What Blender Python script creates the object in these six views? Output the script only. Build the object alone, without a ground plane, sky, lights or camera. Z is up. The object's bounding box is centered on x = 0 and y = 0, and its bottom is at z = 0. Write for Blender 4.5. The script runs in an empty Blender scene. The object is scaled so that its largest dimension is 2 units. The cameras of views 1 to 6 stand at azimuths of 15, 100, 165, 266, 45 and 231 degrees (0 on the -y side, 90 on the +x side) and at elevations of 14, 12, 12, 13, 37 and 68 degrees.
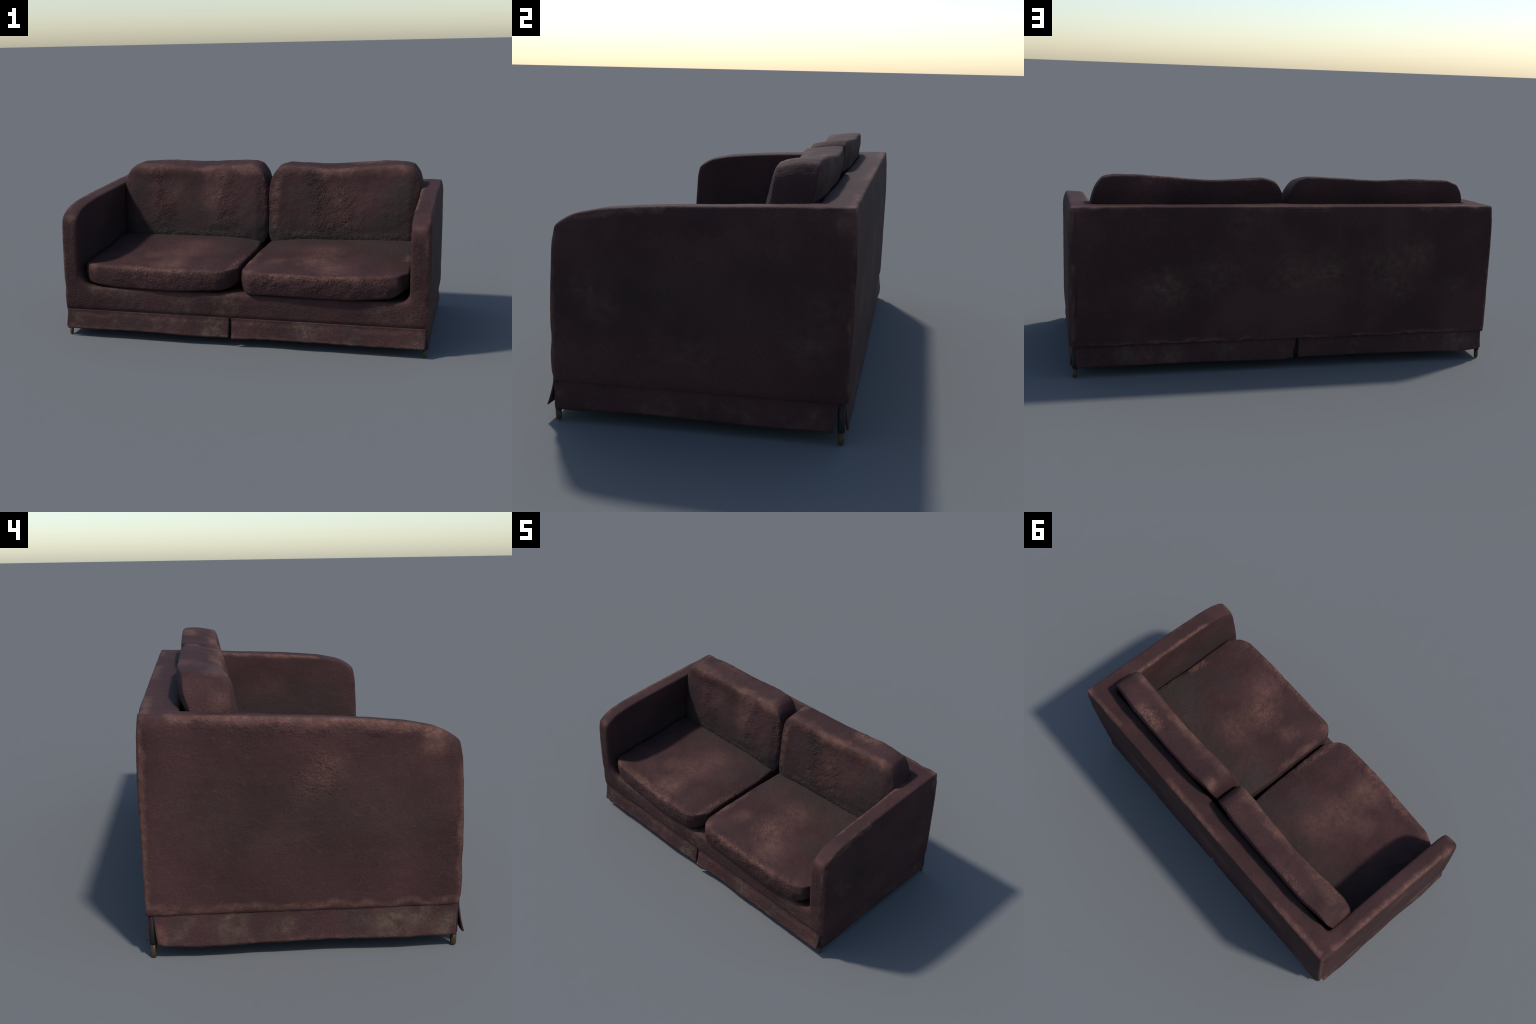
"""Worn two-seat sofa: upholstered box frame with sloping arms, two seat
cushions, two back cushions, hanging skirt panels and four slim legs."""
import bpy
import numpy as np
from mathutils import Vector, noise

# ------------------------------------------------------------------ helpers
def curve(points):
    xs = np.array([p[0] for p in points], float)
    ys = np.array([p[1] for p in points], float)
    return lambda t: np.interp(t, xs, ys)


def smoothstep(a, b, t):
    t = np.clip((t - a) / (b - a), 0, 1)
    return t * t * (3 - 2 * t)


def bump1(t, centre, width):
    return np.exp(-((t - centre) / width) ** 2)


def stations(*stops, cell=0.008):
    out = [stops[0]]
    for a, b in zip(stops[:-1], stops[1:]):
        n = max(1, int(round((b - a) / cell)))
        out += list(a + (b - a) * np.arange(1, n + 1) / n)
    return np.array(out)


def lattice_skin(X, Y, Z, filled):
    """Boundary quads of the filled cells of a lattice.  Returns nominal vertex
    coordinates, quads and the nominal centre of the cell behind each quad."""
    nx, ny, nz = len(X), len(Y), len(Z)
    cx, cy, cz = (X[1:] + X[:-1]) / 2, (Y[1:] + Y[:-1]) / 2, (Z[1:] + Z[:-1]) / 2
    occ = filled(*np.meshgrid(cx, cy, cz, indexing='ij'))
    pad = np.pad(occ, 1)
    vid = lambda i, j, k: (i * ny + j) * nz + k
    quads, cells = [], []
    for axis in range(3):
        for side in (0, 1):
            nb = np.roll(pad, 1 - 2 * side, axis)[1:-1, 1:-1, 1:-1]
            i, j, k = np.nonzero(occ & ~nb)
            p = [i, j, k]
            p[axis] = p[axis] + side
            u, v = [a for a in range(3) if a != axis]
            ring = []
            for du, dv in ((0, 0), (1, 0), (1, 1), (0, 1)):
                q = [c.copy() for c in p]
                q[u] += du
                q[v] += dv
                ring.append(vid(*q))
            flip = (side == 0) ^ (axis == 1)
            q = np.stack(ring[::-1] if flip else ring, 1)
            quads.append(q)
            cells.append(np.stack([cx[i], cy[j], cz[k]], 1))
    quads = np.concatenate(quads)
    cells = np.concatenate(cells)
    used, inv = np.unique(quads, return_inverse=True)
    quads = inv.reshape(quads.shape)
    i, r = np.divmod(used, ny * nz)
    j, k = np.divmod(r, nz)
    return np.stack([X[i], Y[j], Z[k]], 1), quads, cells


def relax(P, quads, weight, rounds):
    """Weighted Laplacian smoothing: rounds the edges of a lattice skin."""
    a = quads.ravel()
    b = np.roll(quads, -1, 1).ravel()
    src, dst = np.concatenate([a, b]), np.concatenate([b, a])
    n = len(P)
    deg = np.maximum(np.bincount(src, minlength=n), 1)
    w = np.clip(weight, 0, 1)[:, None] * 0.6
    for _ in range(rounds):
        avg = np.stack([np.bincount(src, P[dst, c], n) for c in range(3)], 1) / deg[:, None]
        P = P + w * (avg - P)
    return P


def vertex_normals(P, quads):
    d = np.cross(P[quads[:, 2]] - P[quads[:, 0]], P[quads[:, 3]] - P[quads[:, 1]])
    N = np.zeros_like(P)
    for c in range(4):
        for ax in range(3):
            N[:, ax] += np.bincount(quads[:, c], d[:, ax], len(P))
    return N / np.maximum(np.linalg.norm(N, axis=1), 1e-12)[:, None]


def lump(P, quads, layers, seed):
    """Push the skin in and out with layered noise (soft stuffing lumps)."""
    N = vertex_normals(P, quads)
    off = Vector((seed * 7.31, seed * 3.17, seed * 5.77))
    h = np.zeros(len(P))
    for freq, amp in layers:
        h += amp * np.array([noise.noise(Vector(p) * freq + off) for p in P])
    return P + N * h[:, None]


SOFA = None


def add_mesh(name, P, quads, material, normals=None, parent=None):
    used, inv = np.unique(quads, return_inverse=True)
    mesh = bpy.data.meshes.new(name)
    mesh.from_pydata(P[used].tolist(), [], inv.reshape(quads.shape).tolist())
    mesh.polygons.foreach_set('use_smooth', np.ones(len(quads), bool))
    mesh.materials.append(material)
    mesh.update()
    if normals is not None:
        mesh.normals_split_custom_set_from_vertices(normals[used].tolist())
    obj = bpy.data.objects.new(name, mesh)
    bpy.context.scene.collection.objects.link(obj)
    obj.parent = parent or SOFA
    return obj


# ---------------------------------------------------------------- materials
class Nodes:
    def __init__(self, name):
        self.mat = bpy.data.materials.new(name)
        self.mat.use_nodes = True
        self.t = self.mat.node_tree
        self.t.nodes.clear()
        self.out = self.t.nodes.new('ShaderNodeOutputMaterial')
        self.bsdf = self.t.nodes.new('ShaderNodeBsdfPrincipled')
        self.t.links.new(self.bsdf.outputs[0], self.out.inputs[0])
        self.P = self.t.nodes.new('ShaderNodeTexCoord').outputs['Object']

    def put(self, socket, value):
        if isinstance(value, bpy.types.NodeSocket):
            self.t.links.new(value, socket)
        else:
            socket.default_value = value

    def math(self, op, a, b=0.0, c=0.0, clamp=False):
        n = self.t.nodes.new('ShaderNodeMath')
        n.operation, n.use_clamp = op, clamp
        for s, v in zip(n.inputs, (a, b, c)):
            self.put(s, v)
        return n.outputs[0]

    def vec(self, op, a, b=(0, 0, 0), scale=None, out=0):
        n = self.t.nodes.new('ShaderNodeVectorMath')
        n.operation = op
        self.put(n.inputs[0], a)
        self.put(n.inputs[1], b)
        if scale is not None:
            self.put(n.inputs['Scale'], scale)
        return n.outputs[out]

    def noise(self, scale, detail=2.0, rough=0.5, vector=None, distortion=0.0):
        n = self.t.nodes.new('ShaderNodeTexNoise')
        self.put(n.inputs['Vector'], vector or self.P)
        self.put(n.inputs['Scale'], scale)
        self.put(n.inputs['Detail'], detail)
        self.put(n.inputs['Roughness'], rough)
        self.put(n.inputs['Distortion'], distortion)
        return n.outputs[0]

    def remap(self, v, a, b, c=0.0, d=1.0, smooth=True):
        n = self.t.nodes.new('ShaderNodeMapRange')
        if smooth:
            n.interpolation_type = 'SMOOTHSTEP'
        for s, x in zip(n.inputs, (v, a, b, c, d)):
            self.put(s, x)
        return n.outputs[0]

    def mix(self, f, a, b, blend='MIX'):
        n = self.t.nodes.new('ShaderNodeMix')
        n.data_type, n.blend_type = 'RGBA', blend
        self.put(n.inputs[0], f)
        for s, v in ((n.inputs[6], a), (n.inputs[7], b)):
            self.put(s, v if isinstance(v, bpy.types.NodeSocket) else (*v, 1.0))
        return n.outputs[2]

    def streak(self, P, a, b, radius, strength):
        """Soft mask round the line from a to b."""
        ab = tuple(q - p for p, q in zip(a, b))
        l2 = max(sum(c * c for c in ab), 1e-6)
        rel = self.vec('SUBTRACT', P, a)
        t = self.math('DIVIDE', self.vec('DOT_PRODUCT', rel, ab, out=1), l2, clamp=True)
        d = self.vec('LENGTH', self.vec('SUBTRACT', rel, self.vec('SCALE', ab, scale=t)), out=1)
        return self.remap(d, radius, radius * 0.05, 0.0, strength)

    def streaks(self, P, marks):
        total = None
        for m in marks:
            s = self.streak(P, *m)
            s = self.math('SUBTRACT', 1.0, s)
            total = s if total is None else self.math('MULTIPLY', total, s)
        return self.math('SUBTRACT', 1.0, total) if total is not None else 0.0


BASE_DARK = (0.042, 0.0186, 0.0182)
BASE_LIGHT = (0.067, 0.0295, 0.0290)
WORN = (0.222, 0.108, 0.080)
DARK_GREY = (0.034, 0.0292, 0.0265)
DUST = (0.116, 0.073, 0.052)


def fabric(name, worn=(), dark_grey=(), dust=(), rough=(), seams=(), dust_all=0.0, dust_colour=DUST, relief=.8):
    """Old velvet: mottled maroon, rubbed pale along edges and where people sit,
    dark grey patches, khaki dust stains, pitted nap."""
    g = Nodes(name)
    wob = g.t.nodes.new('ShaderNodeTexNoise')
    g.put(wob.inputs['Vector'], g.P)
    wob.inputs['Scale'].default_value = 14
    wob.inputs['Detail'].default_value = 4
    P = g.vec('ADD', g.P, g.vec('SCALE', g.vec('SUBTRACT', wob.outputs[1], (.5, .5, .5)), scale=0.05))
    broad = g.noise(3.2, 5, 0.55)
    grain = g.noise(70, 5, 0.65)
    speck = g.noise(26, 6, 0.7)
    col = g.mix(g.remap(broad, .35, .65), BASE_DARK, BASE_LIGHT)
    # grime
    gr = g.math('MULTIPLY', g.streaks(P, dark_grey), g.remap(g.noise(8, 6, .65), .35, .62, .55, 1.0))
    col = g.mix(gr, col, DARK_GREY)
    # dust and stains
    du = g.math('MULTIPLY', g.streaks(P, dust), g.remap(speck, .33, .70))
    if dust_all:
        du = g.math('MAXIMUM', du, g.math('MULTIPLY', g.remap(g.noise(9, 5, .6), .5, .72, 0, dust_all),
                                          g.remap(speck, .40, .66)))
    col = g.mix(du, col, dust_colour)
    # rubbed nap
    we = g.math('MULTIPLY', g.streaks(P, worn), g.remap(speck, .25, .75, .25, .85))
    col = g.mix(we, col, WORN)
    col = g.mix(g.remap(grain, .3, .7, .0, .45), col, (0.02, 0.012, 0.012), 'MIX')
    col = g.mix(g.remap(grain, .52, .8, .0, .22), col, WORN)
    if seams:
        se = g.streaks(g.P, seams)
        col = g.mix(se, col, (0.016, 0.010, 0.010))
    g.put(g.bsdf.inputs['Base Color'], col)
    g.bsdf.inputs['Roughness'].default_value = 0.78
    g.bsdf.inputs['Specular IOR Level'].default_value = 0.15
    # nap: pits and fine threads
    ro = g.math('ADD', g.math('MULTIPLY', g.streaks(P, rough), 1.45), 0.26)
    ro = g.math('MULTIPLY', ro, g.remap(g.noise(16, 3, .6), .35, .65, .45, 1.35))
    pits = g.math('MULTIPLY', g.remap(g.noise(125, 3, 0.5), .30, .56), g.math('MULTIPLY', ro, .55))
    pits = g.math('ADD', pits, g.math('MULTIPLY', g.noise(62, 3, 0.6), g.math('MULTIPLY', ro, .8)))
    thread = g.math('MULTIPLY', g.noise(330, 2, 0.6), 0.22)
    h = g.math('ADD', pits, thread)
    if seams:
        h = g.math('SUBTRACT', h, g.math('MULTIPLY', se, .8))
    b = g.t.nodes.new('ShaderNodeBump')
    b.inputs['Strength'].default_value = relief
    b.inputs['Distance'].default_value = 0.008
    g.put(b.inputs['Height'], h)
    g.put(g.bsdf.inputs['Normal'], b.outputs[0])
    return g.mat


def plain(name, dark, light, roughness, scale):
    g = Nodes(name)
    n = g.noise(scale, 4, .6, g.vec('MULTIPLY', g.P, (1, 1, .15)))
    g.put(g.bsdf.inputs['Base Color'], g.mix(g.remap(n, .3, .7), dark, light))
    g.bsdf.inputs['Roughness'].default_value = roughness
    g.bsdf.inputs['Specular IOR Level'].default_value = 0.25
    return g.mat


def spot(x, y, z, r, s):
    return ((x, y, z), (x, y, z), r, s)


def line(a, b, r, s):
    return (a, b, r, s)


frame_fabric = fabric(
    'worn_frame_fabric', relief=.5,
    worn=[
        line((-.98, .40, .757), (-.98, -.10, .735), .030, .75), line((-.98, -.10, .735), (-.98, -.40, .695), .035, .8),
        spot(-.99, -.06, .60, .09, .4), spot(-.99, -.01, .53, .09, .3), spot(-.99, -.38, .66, .07, .7),
        line((.895, .30, .757), (.895, -.30, .72), .022, .85), line((.985, -.42, .69), (.985, -.10, .735), .02, .6),
        line((-.62, .485, .757), (-.95, .485, .757), .03, .7), line((.25, .485, .757), (-.15, .485, .757), .03, .55),
        line((.70, .49, .757), (.98, .49, .757), .025, .5), spot(.975, .49, .76, .04, 1), spot(.99, .48, .71, .06, .6),
        line((-.985, .50, .75), (-.985, .50, .16), .02, .75), line((.985, .50, .7), (.985, .50, .16), .014, .45),
        line((-.985, -.475, .60), (-.985, -.48, .15), .022, .55), line((.99, -.47, .64), (.99, -.475, .15), .02, .5),
        line((-.985, .48, .157), (-.985, -.47, .157), .022, .65), line((.9, .503, .15), (-.9, .503, .15), .010, .5),
        spot(-.93, -.46, .66, .05, .6), spot(.94, -.46, .65, .05, .6),
    ],
    dark_grey=[
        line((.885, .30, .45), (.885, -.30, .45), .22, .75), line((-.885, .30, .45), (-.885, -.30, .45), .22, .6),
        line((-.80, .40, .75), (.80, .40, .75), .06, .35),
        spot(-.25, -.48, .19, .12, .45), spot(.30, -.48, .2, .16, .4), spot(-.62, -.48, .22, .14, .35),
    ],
    dust=[
        spot(.57, .50, .39, .15, .75), spot(.36, .50, .46, .17, .45), spot(-.02, .50, .44, .16, .55),
        spot(-.18, .50, .46, .14, .7), spot(-.46, .50, .47, .18, .6), spot(-.61, .50, .53, .13, .6),
        spot(-.54, .50, .36, .10, .5), spot(-.8, .50, .38, .09, .4), spot(.25, .50, .69, .12, .3),
        spot(.99, -.36, .46, .08, .5), spot(.99, -.30, .40, .09, .5), spot(.99, .42, .44, .10, .4),
        spot(.99, .37, .32, .11, .5), spot(.99, .0, .27, .13, .35), spot(.99, .26, .63, .09, .3), spot(.99, -.1, .26, .08, .2),
        spot(-.3, -.48, .20, .12, .6), spot(-.05, -.48, .26, .12, .8), spot(-.07, -.48, .19, .10, .6),
        spot(.76, -.48, .22, .12, .7), spot(.89, -.48, .19, .09, .5), line((-.81, -.48, .27), (-.6, -.48, .25), .06, .5),
    ],
    rough=[spot(-.99, -.03, .57, .12, .45), line((-.99, .4, .74), (-.99, -.42, .69), .04, .6),
           line((-.94, -.48, .55), (-.94, -.48, .2), .08, .3), line((.94, -.48, .55), (.94, -.48, .2), .08, .4),
           line((-.9, -.48, .21), (.9, -.48, .21), .09, .25)],
    seams=[line((.968, .505, .74), (.966, .505, .14), .004, .75), line((-.968, .505, .74), (-.968, .505, .14), .004, .6),
           line((-.968, .505, .748), (.968, .505, .748), .004, .7)],
)

seat_fabric = fabric(
    'worn_seat_fabric',
    worn=[
        line((.08, -.50, .40), (.82, -.49, .40), .045, .35), line((-.82, -.46, .40), (-.06, -.49, .40), .045, .35),  # highlight along the seat front edges, painted in as a pale line
        spot(.37, -.25, .43, .17, .75), spot(.40, -.06, .44, .17, .4), spot(.47, -.37, .43, .14, .55), spot(.17, -.27, .43, .09, .45),
        line((.62, -.50, .40), (.20, -.50, .40), .035, .75), line((.03, -.36, .42), (.03, -.10, .43), .035, .6),
        spot(.06, -.46, .40, .05, .6), spot(.80, -.47, .40, .05, .4),
        line((.865, -.19, .43), (.865, -.10, .43), .035, .95),
        spot(-.39, -.38, .43, .15, .7), spot(-.40, -.20, .43, .17, .55), spot(-.37, -.02, .43, .15, .35), spot(-.55, -.24, .43, .10, .4),
        line((-.62, -.475, .40), (-.30, -.49, .40), .04, .8), line((-.05, -.44, .40), (-.03, -.15, .43), .03, .5),
        spot(-.82, -.45, .40, .05, .5),
    ],
    dark_grey=[
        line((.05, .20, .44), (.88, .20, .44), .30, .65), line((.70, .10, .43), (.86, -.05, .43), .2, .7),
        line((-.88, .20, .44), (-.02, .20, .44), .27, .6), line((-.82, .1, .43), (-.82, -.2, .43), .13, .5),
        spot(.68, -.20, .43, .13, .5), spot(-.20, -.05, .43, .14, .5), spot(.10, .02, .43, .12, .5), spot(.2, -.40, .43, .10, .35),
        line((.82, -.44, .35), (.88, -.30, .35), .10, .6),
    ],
    rough=[line((-.65, -.49, .36), (-.12, -.49, .36), .08, .8), line((.10, -.50, .36), (.75, -.50, .36), .08, 1.0),
           line((-.02, -.42, .42), (-.02, -.12, .43), .06, .8), spot(.37, -.25, .43, .18, .35),
           line((.865, -.2, .43), (.88, .05, .43), .05, 1.0)],
)

back_fabric = fabric(
    'worn_back_cushion_fabric',
    worn=[
        line((-.80, .23, .85), (-.04, .23, .85), .06, .38), line((.09, .23, .855), (.84, .23, .865), .06, .38),  # lit top front edges: bright band baked into the cushion colour
        spot(-.38, .205, .85, .09, .95), spot(-.29, .20, .81, .09, .55), line((-.76, .215, .84), (-.58, .205, .84), .045, .6),
        line((-.20, .22, .855), (-.05, .22, .84), .05, .75), line((-.015, .20, .8), (-.01, .20, .55), .03, .45),
        spot(-.32, .19, .68, .13, .4), spot(-.55, .19, .70, .12, .25),
        line((.33, .21, .85), (.50, .21, .86), .075, .95), spot(.80, .22, .87, .06, .8), line((.60, .22, .87), (.75, .22, .87), .04, .5),
        line((.07, .20, .80), (.05, .19, .52), .04, .6), spot(.42, .19, .70, .13, .4), spot(.45, .18, .56, .10, .3),
        line((.64, .36, .88), (.52, .35, .875), .06, .95), line((.50, .26, .875), (.30, .25, .865), .04, .7),
        spot(.06, .34, .865, .06, .7), spot(.78, .22, .87, .05, .5),
        line((-.28, .26, .875), (-.48, .26, .87), .035, .75), line((-.66, .26, .875), (-.80, .27, .865), .05, .5),
        line((-.50, .37, .87), (-.66, .37, .87), .035, .5), spot(-.10, .25, .875, .06, .4), spot(-.88, .26, .78, .06, .35),
    ],
    dark_grey=[
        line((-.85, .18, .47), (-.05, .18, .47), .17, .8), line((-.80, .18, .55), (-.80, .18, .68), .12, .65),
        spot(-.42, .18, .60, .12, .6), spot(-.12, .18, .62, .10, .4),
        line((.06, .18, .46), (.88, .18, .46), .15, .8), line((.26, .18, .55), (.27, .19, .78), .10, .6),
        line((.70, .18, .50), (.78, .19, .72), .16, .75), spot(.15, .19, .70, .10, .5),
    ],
    rough=[line((-.80, .18, .455), (-.15, .18, .445), .045, 1.6), line((-.66, .19, .80), (-.62, .18, .58), .09, .9),
           line((-.25, .19, .75), (-.25, .18, .55), .10, .7), line((-.02, .2, .82), (-.01, .2, .55), .04, .9),
           line((.10, .18, .455), (.88, .18, .465), .045, 1.4), line((.28, .19, .80), (.35, .18, .52), .09, .9),
           line((.45, .18, .7), (.45, .18, .52), .10, .7), line((.05, .2, .8), (.04, .19, .5), .04, .9),
           line((.62, .36, .88), (.5, .33, .87), .07, .8), line((-.5, .37, .87), (-.66, .37, .87), .04, .9)],
)

skirt_fabric = fabric(
    'dusty_skirt_fabric', dust_all=0.6, relief=.6, dust_colour=(0.118, 0.089, 0.059),
    worn=[line((-.98, .455, .09), (-.98, .45, .05), .03, .9), line((-.985, .40, .045), (-.985, -.45, .045), .015, .5),
          line((-.95, -.49, .05), (.95, -.49, .05), .015, .45), line((-.9, -.485, .125), (.95, -.485, .125), .02, .35),
          spot(-.03, -.49, .05, .03, .7)],
    dust=[line((-.13, -.49, .09), (-.17, -.49, .05), .09, .9), spot(.36, -.49, .11, .10, 1.0), spot(-.92, -.49, .10, .08, .6),
          spot(.94, -.49, .07, .06, .6), spot(-.98, .24, .10, .10, .7), spot(-.98, -.26, .08, .09, 1.0),
          spot(-.98, -.43, .07, .07, 1.0), spot(-.98, -.35, .11, .06, .8), spot(-.98, .08, .08, .08, .6),
          spot(.75, .50, .12, .1, .6), spot(.55, .50, .08, .1, .6), spot(.3, .50, .12, .09, .5), spot(-.85, .50, .09, .12, .9),
          spot(.98, .40, .08, .06, .6), spot(.98, -.1, .07, .08, .4)],
    dark_grey=[spot(.62, -.49, .09, .09, .7), spot(-.6, -.49, .08, .10, .5), spot(-.98, -.15, .11, .08, .6), spot(-.98, .4, .11, .06, .5)],
    rough=[line((-.95, -.49, .09), (.95, -.49, .09), .08, .12)],
)

leg_paint = plain('dark_leg_wood', (0.010, 0.008, 0.008), (0.017, 0.012, 0.011), .6, 60)
lining = plain('shadow_darkened_lining', (0.006, 0.005, 0.005), (0.011, 0.009, 0.009), .9, 40)  # blackened to give the slits their deep shadow
foot_wood = plain('olive_brown_foot_wood', (0.034, 0.024, 0.010), (0.056, 0.038, 0.018), .45, 80)

# --------------------------------------------------------------------- sofa
SOFA = bpy.data.objects.new('sofa', None)
bpy.context.scene.collection.objects.link(SOFA)
SOFA['label'] = 'worn dusty maroon two-seat sofa with loose cushions'
SOFA['category'] = 'sofa'

# ------------------------------------------------------- upholstered frame
ARM_IN, BACK_IN, FRONT, BACK, DECK, UNDER, TOP = .89, .375, -.483, .500, .283, .140, .760

arm_top = curve([(-.479, .662), (-.457, .676), (-.431, .689), (-.39, .7035), (-.30, .7215), (-.19, .7320),
                 (-.085, .739), (.05, .745), (.20, .7525), (.35, .759), (.50, .763)])
front_lean = curve([(.14, .001), (.23, -.002), (.42, .000), (.50, .003), (.605, .009), (.66, .018), (.70, .024)])
back_bow = curve([(.14, .000), (.25, .003), (.36, .005), (.57, .009), (.70, .006), (.763, .001)])


def side_x(y, z, front_top, front_low, back_top, back_low, belly):
    s = (y - FRONT) / (BACK - FRONT)
    t = np.clip((z - UNDER) / (TOP - UNDER), 0, 1)
    edge = (1 - s) * ((1 - t) * front_low + t * front_top) + s * ((1 - t) * back_low + t * back_top)
    rim = np.minimum(np.minimum(y - FRONT, BACK - y), (arm_top(y) - z) * .8)
    return edge + (belly - edge) * smoothstep(0, .035, rim)


def build_frame():
    X = stations(-1, -ARM_IN, 0, ARM_IN, 1)
    Y = stations(FRONT, BACK_IN, BACK)
    Z = stations(UNDER, DECK, TOP)
    filled = lambda x, y, z: (z < DECK) | (np.abs(x) > ARM_IN) | (y > BACK_IN)
    A, quads, cells = lattice_skin(X, Y, Z, filled)
    a, b, c = A.T
    # rounded corner where the front rail rises into each arm
    near_front = 1 - smoothstep(-.42, -.28, b)
    fillet = np.zeros(len(A))
    for sign, r in ((-1, .075), (1, .026)):
        d = ARM_IN - sign * a
        inside = np.where(d >= 0, np.clip(r - d, 0, r), np.clip(r + d * 1.2, 0, r))
        fillet += (r - np.sqrt(np.maximum(r * r - inside ** 2, 0))) * (sign * a > 0)
    deck = DECK + fillet * near_front
    top = arm_top(b) - .005 * np.clip((1 - np.abs(a)) / .11, 0, 1) * smoothstep(.4, .2, b)
    z = np.where(c <= DECK, UNDER + (c - UNDER) / (DECK - UNDER) * (deck - UNDER),
                 deck + (c - DECK) / (TOP - DECK) * (top - deck))
    y = b + front_lean(z) * np.clip(1 - (b - FRONT) / .12, 0, 1) ** 2
    y = y + back_bow(z) * smoothstep(BACK_IN, BACK, b)
    right = side_x(b, z, .987, .996, .990, .986, 1.0)
    left = side_x(b, z, .981, .987, .982, .988, .991)
    out = np.where(a > 0, right, left)
    inner = np.where(a > 0, .896 - .014 * smoothstep(-.1, .4, b), .894 - .004 * smoothstep(-.45, .4, b))
    mag = np.abs(a)
    x = np.where(mag > ARM_IN, inner + (mag - ARM_IN) / (1 - ARM_IN) * (out - inner), mag * inner / ARM_IN)
    x = np.sign(a) * x
    # hem tucks under along the lower edge
    tuck = .005 * np.clip(1 - (c - UNDER) / .022, 0, 1)
    x -= np.sign(a) * tuck * (mag > .995)
    y += tuck * 2.4 * (b < FRONT + .004)
    P = np.stack([x, y, z], 1)
    # how much each edge is rounded
    edge_in = bump1(mag, ARM_IN, .03)
    front = smoothstep(-.40, -.45, b)
    w = np.full(len(A), .05)
    w += np.where(a > 0, .4, .8) * edge_in * front * (c > .2)
    w += .5 * bump1(c, DECK, .03) * front
    w += .35 * edge_in * (c > .70)
    w += .14 * bump1(mag, 1, .03) * (c > .70)
    w += .12 * smoothstep(.70, .75, c) * front
    w += .22 * bump1(mag, 1, .02) * front
    w += .25 * bump1(b, BACK_IN, .02) * (c > .72)
    w *= 1 - .9 * smoothstep(UNDER + .02, UNDER, c)
    P = relax(P, quads, w, 26)
    P = lump(P, quads, ((3.5, .0011), (16, .0007), (42, .0007)), 3)
    N = vertex_normals(P, quads)
    is_arm = np.abs(cells[:, 0]) > ARM_IN
    is_back = ~is_arm & (cells[:, 1] > BACK_IN)
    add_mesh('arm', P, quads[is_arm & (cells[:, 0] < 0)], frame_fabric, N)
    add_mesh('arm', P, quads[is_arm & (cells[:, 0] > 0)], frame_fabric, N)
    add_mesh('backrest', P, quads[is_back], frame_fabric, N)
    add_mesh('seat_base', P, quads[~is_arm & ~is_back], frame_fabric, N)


build_frame()


# ------------------------------------------------------------ seat cushions
def build_seat_cushion(x0, x1, front_edge, top_edge, crown, low_edge, rim_lift, seed):
    """Flat loose cushion: plan outline from the front edge curve, crowned top."""
    X, Y, Z = stations(x0, x1, cell=.0065), stations(-.5, .365, cell=.0065), stations(0, 1, cell=.06)
    A, quads, _ = lattice_skin(X, Y, Z, lambda x, y, z: z > -1)
    a, b, c = A.T
    s = (b + .5) / .865
    y = front_edge(a) + s * (.365 - front_edge(a))
    u = (a - x0) / (x1 - x0)
    tuck_in = .014 * smoothstep(.5, .8, s)
    a = a + tuck_in * (np.clip((u - .8) / .2, 0, 1) * (x1 < .1) * -1 + np.clip((.2 - u) / .2, 0, 1) * (x0 > -.1))
    ins = .008 * smoothstep(.0, .25, 1 - s) * np.abs(2 * u - 1) ** 3 * np.sign(.5 - u)
    x = a + ins
    dome = (1 - np.abs(2 * u - 1) ** 3.0) * smoothstep(0, .35, s + .06)
    zt = top_edge(a) + crown * dome + .022 * smoothstep(.35, .75, s)
    zt -= .009 * smoothstep(.22, 0, s) + .012 * bump1(u, .5, .30) * bump1(s, .22, .22)
    inner_end = u if x1 < .1 else 1 - u
    zt += (.008 * (1 - inner_end) ** 6 - .012 * inner_end ** 8) * smoothstep(.4, .6, s)
    zt += rim_lift * smoothstep(.30, .0, u) * bump1(s, .5, .3)
    zb = low_edge(a) + .0 * s
    zb = np.where(s > .25, np.minimum(zb, .285), zb)
    # front face swells a little at mid height
    y += .004 - .006 * np.sin(np.pi * c) * (1 - smoothstep(0, .06, s))
    x += .006 * np.sin(np.pi * c) * np.where(u > .5, 1, -1) * smoothstep(.97, 1, np.abs(2 * u - 1))
    P = np.stack([x, y, zb + c * (zt - zb)], 1)
    w = np.full(len(A), .30)
    w += .10 * smoothstep(.9, 1, np.abs(2 * u - 1)) + .15 * smoothstep(.1, 0, s)
    P = relax(P, quads, w, 11)
    P = lump(P, quads, ((5, .002), (17, .0015), (45, .0011)), seed)
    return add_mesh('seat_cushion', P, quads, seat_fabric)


build_seat_cushion(
    -.886, -.005,
    curve([(-.882, -.415), (-.862, -.448), (-.795, -.477), (-.595, -.490), (-.342, -.505), (-.098, -.498), (-.05, -.470), (-.012, -.408)]),
    curve([(-.882, .411), (-.45, .412), (-.004, .414)]), .013,
    curve([(-.882, .315), (-.83, .298), (-.65, .284), (-.35, .284), (-.05, .302), (-.012, .315)]), .012, 11)
build_seat_cushion(
    .005, .891,
    curve([(.006, -.420), (.03, -.474), (.068, -.503), (.16, -.502), (.342, -.507), (.60, -.510), (.793, -.500), (.850, -.472), (.880, -.415)]),
    curve([(.000, .414), (.45, .412), (.885, .428)]), .016,
    curve([(.006, .305), (.06, .288), (.50, .284), (.62, .284), (.82, .304), (.88, .335)]), .0, 23)


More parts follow.
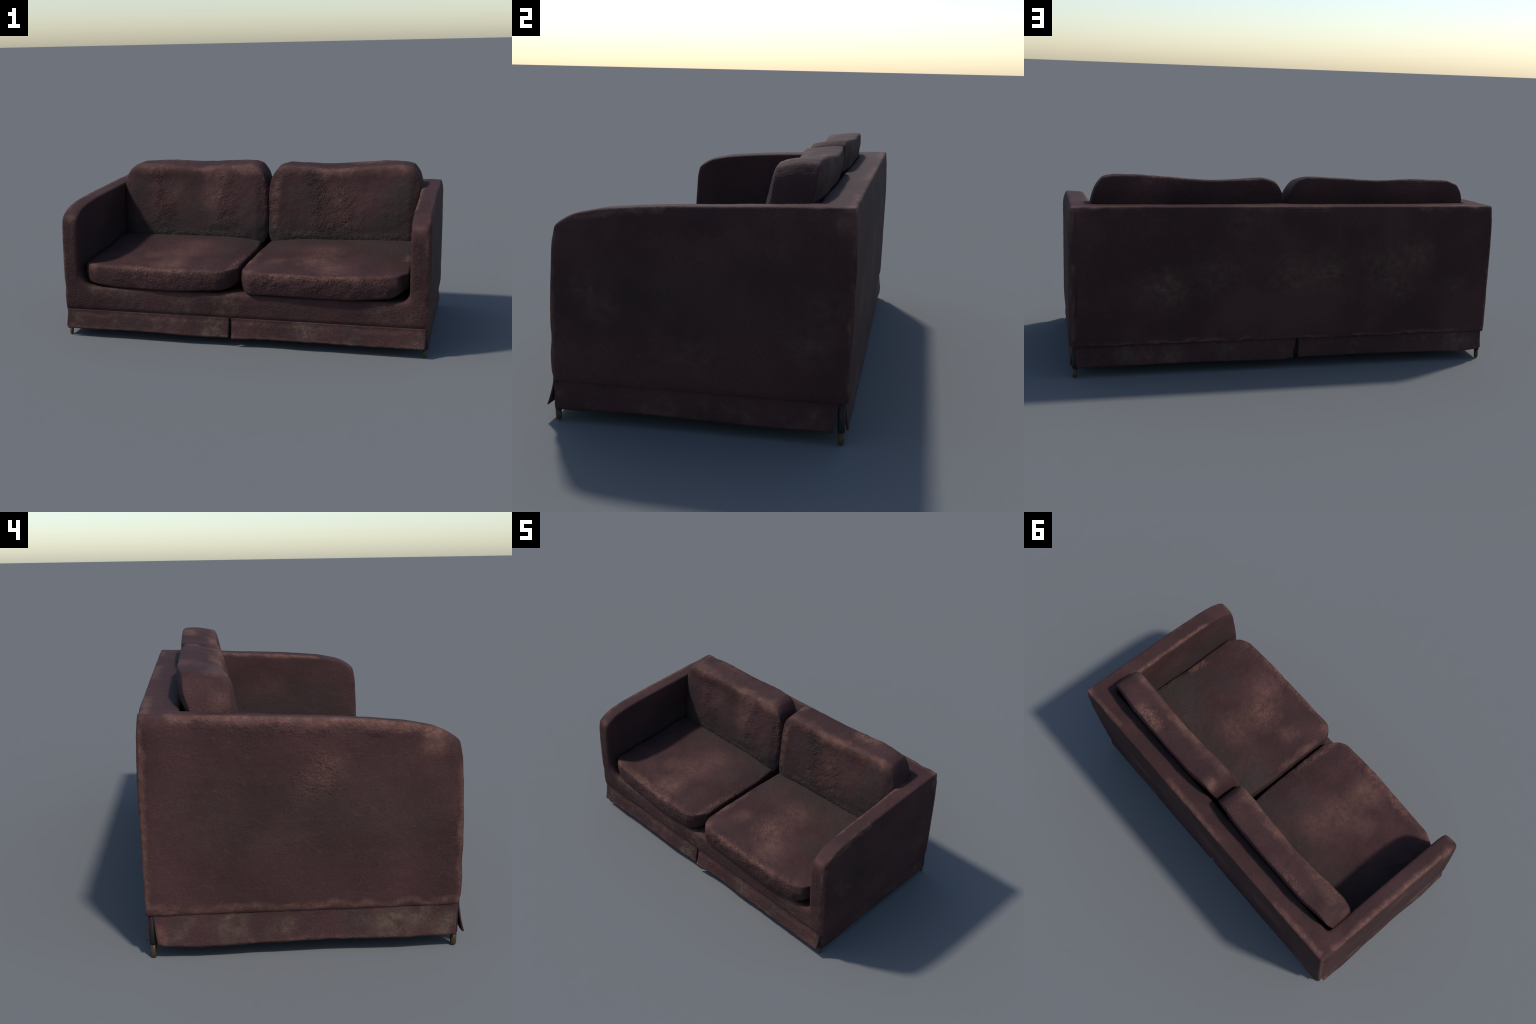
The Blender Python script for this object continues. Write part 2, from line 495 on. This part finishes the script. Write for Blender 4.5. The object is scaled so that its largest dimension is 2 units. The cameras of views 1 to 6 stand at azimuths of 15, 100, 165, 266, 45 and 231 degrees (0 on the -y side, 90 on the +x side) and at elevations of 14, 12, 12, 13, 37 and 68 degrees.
# ------------------------------------------------------------ back cushions
def build_back_cushion(x0, x1, crest, dish, slope, seed):
    X, Y, Z = stations(x0, x1, cell=.0065), stations(0, 1, cell=.036), stations(0, 1, cell=.0145)
    A, quads, _ = lattice_skin(X, Y, Z, lambda x, y, z: z > -1)
    a, b, c = A.T
    end = np.minimum(a - x0, x1 - a)
    sole = np.interp(end, [0, .015, .05, .12], [.490, .440, .390, .362])
    z = sole + c * (crest(a) - sole)
    mid = bump1((a - x0) / (x1 - x0), .5, .30)
    z -= ((slope + .018 * mid) * (1 - b) ** 1.3 + .004 * smoothstep(.7, 1, b)) * c ** 3
    yf = np.interp(z, [.415, .46, .53, .62, .70, .76, .82, .87, .90], [.160, .158, .163, .174, .186, .198, .211, .228, .238])
    yb = np.interp(z, [.415, .50, .70, .76, .82, .87, .90], [.335, .350, .366, .376, .388, .386, .378])
    yf = yf + np.interp(end, [0, .02, .07], [.034, .016, 0.0])
    yf = yf + dish * mid * bump1(z, .76, .15)
    yb = yb - np.interp(end, [0, .02, .20], [.030, .020, 0.0])
    P = np.stack([a, yf + b * (yb - yf), z], 1)
    w = np.full(len(A), .30)
    w += .25 * smoothstep(.85, 1, c) * smoothstep(.8, 0, b)
    w *= 1 - .7 * smoothstep(.10, .02, c)
    P = relax(P, quads, w, 14)
    P = lump(P, quads, ((5, .0025), (17, .0018), (45, .0012)), seed)
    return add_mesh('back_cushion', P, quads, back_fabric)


build_back_cushion(
    -.896, .014,
    curve([(-.896, .745), (-.880, .802), (-.853, .851), (-.800, .870), (-.60, .878), (-.44, .870), (-.17, .883), (-.09, .883),
           (-.05, .868), (-.008, .815), (.014, .735)]), .026, .018, 31)
build_back_cushion(
    .009, .900,
    curve([(.009, .735), (.026, .812), (.062, .862), (.117, .876), (.374, .866), (.673, .890), (.79, .889), (.845, .877),
           (.884, .825), (.898, .745)]), .019, .013, 43)


# ------------------------------------------------------------- skirt panels
def build_skirt(a0, a1, place, hem, left_edge, right_edge, seed, name='skirt_panel', material=None):
    """One hanging cloth panel.  place(s, depth, z) puts it on a side of the
    frame; hem, left_edge and right_edge shape its outline."""
    U, V, W = stations(a0, a1, cell=.008), stations(0, 1, cell=.5), stations(0, 1, cell=.07)
    A, quads, _ = lattice_skin(U, V, W, lambda x, y, z: z > -1)
    a, b, c = A.T
    low = hem(a) + .0018 * np.array([noise.noise(Vector((t * 22, seed, 0))) for t in a])
    z = low + c * (.150 - low)
    t = (a - a0) / (a1 - a0)
    s = a + left_edge(z) * (1 - t) ** 8 + right_edge(z) * t ** 8
    drop = np.clip((.140 - z) / .095, 0, 1)
    wave = np.array([noise.noise(Vector((p * 5, seed * 2.3, 0))) for p in a])
    out = drop ** 1.3 * (1 + .5 * wave) + .0
    P = place(s, out, b * .0055, z)
    d = np.cross(P[quads[:, 2]] - P[quads[:, 0]], P[quads[:, 3]] - P[quads[:, 1]])
    centre = P.mean(0)
    if ((P[quads].mean(1) - centre) * d).sum() < 0:
        quads = quads[:, ::-1]
    P = lump(P, quads, ((30, .0012),), seed)
    return add_mesh(name, P, quads, material or skirt_fabric)


none = lambda z: z * 0
on_front = lambda s, out, deep, z: np.stack([s, -.4780 - .022 * out + deep, z], 1)
on_rear = lambda s, out, deep, z: np.stack([s, .4925 + .010 * out - deep, z], 1)
on_right = lambda s, out, deep, z: np.stack([.9870 + .007 * out - deep, s, z], 1)
on_left = lambda s, out, deep, z: np.stack([-.9840 - .014 * out + deep, s, z], 1)
taper = lambda top, low: curve([(.04, low), (.14, top)])

build_skirt(-.975, -.046, on_front, curve([(-.975, .043), (-.77, .046), (-.505, .049), (-.215, .042), (-.048, .043)]), none, taper(0, -.002), 51)
build_skirt(-.034, .984, on_front, curve([(-.03, .042), (.22, .046), (.41, .047), (.59, .045), (.98, .049)]), taper(0, .006), taper(0, -.004), 52)
build_skirt(-.030, .978, on_rear, curve([(-.024, .049), (.02, .043), (.082, .042), (.21, .045), (.476, .049), (.734, .047), (.967, .047)]),
            curve([(.04, .008), (.079, .012), (.10, .002), (.14, 0)]), taper(0, -.010), 53)
build_skirt(-.976, -.042, on_rear, curve([(-.97, .052), (-.942, .049), (-.87, .043), (-.747, .046), (-.448, .052), (-.255, .051), (-.045, .050)]),
            taper(0, .006), curve([(.05, -.003), (.073, 0), (.097, -.003), (.14, 0)]), 54)
build_skirt(-.471, .474, on_right, curve([(-.467, .041), (-.161, .048), (.20, .041), (.455, .044)]), taper(0, .003), taper(0, -.020), 55)
build_skirt(-.468, .480, on_left, curve([(-.453, .042), (-.277, .042), (-.059, .044), (.301, .037), (.45, .039), (.468, .046)]), taper(0, .002), taper(0, -.014), 56)


# cloth backing that closes the slits in the middle of the front and rear skirts
for place, hem_z in ((on_front, .062), (on_rear, .060)):
    build_skirt(-.075, .0, lambda s, out, deep, z, place=place: place(s, out * .6, deep + .009, z),
                curve([(-.08, hem_z), (0, hem_z)]), none, none, 57, 'skirt_backing', lining)


# --------------------------------------------------------------------- legs
def turned(name, profile, material, sides=24):
    verts, faces = [], []
    ang = 2 * np.pi * np.arange(sides) / sides
    for r, z in profile:
        verts += [(r * np.cos(t), r * np.sin(t), z) for t in ang]
    for k in range(len(profile) - 1):
        for i in range(sides):
            j = (i + 1) % sides
            faces.append((k * sides + i, k * sides + j, (k + 1) * sides + j, (k + 1) * sides + i))
    faces.append(tuple(range(sides))[::-1])
    faces.append(tuple((len(profile) - 1) * sides + i for i in range(sides)))
    mesh = bpy.data.meshes.new(name)
    mesh.from_pydata(verts, [], faces)
    mesh.polygons.foreach_set('use_smooth', [len(p.vertices) == 4 for p in mesh.polygons])
    mesh.materials.append(material)
    return mesh


leg_mesh = turned('leg', [(.0105, .0405), (.0118, .0430), (.0122, .06), (.0122, .150)], leg_paint)
foot_mesh = turned('foot', [(.0068, 0), (.0088, .0012), (.0094, .004), (.0108, .041)], foot_wood)
for x, y in ((-.9695, -.4645), (.9755, -.4655), (.976, .480), (-.9695, .481)):
    leg = bpy.data.objects.new('leg', leg_mesh)
    foot = bpy.data.objects.new('foot', foot_mesh)
    for o, parent in ((leg, SOFA), (foot, leg)):
        bpy.context.scene.collection.objects.link(o)
        o.parent = parent
    leg.location = (x, y, 0)
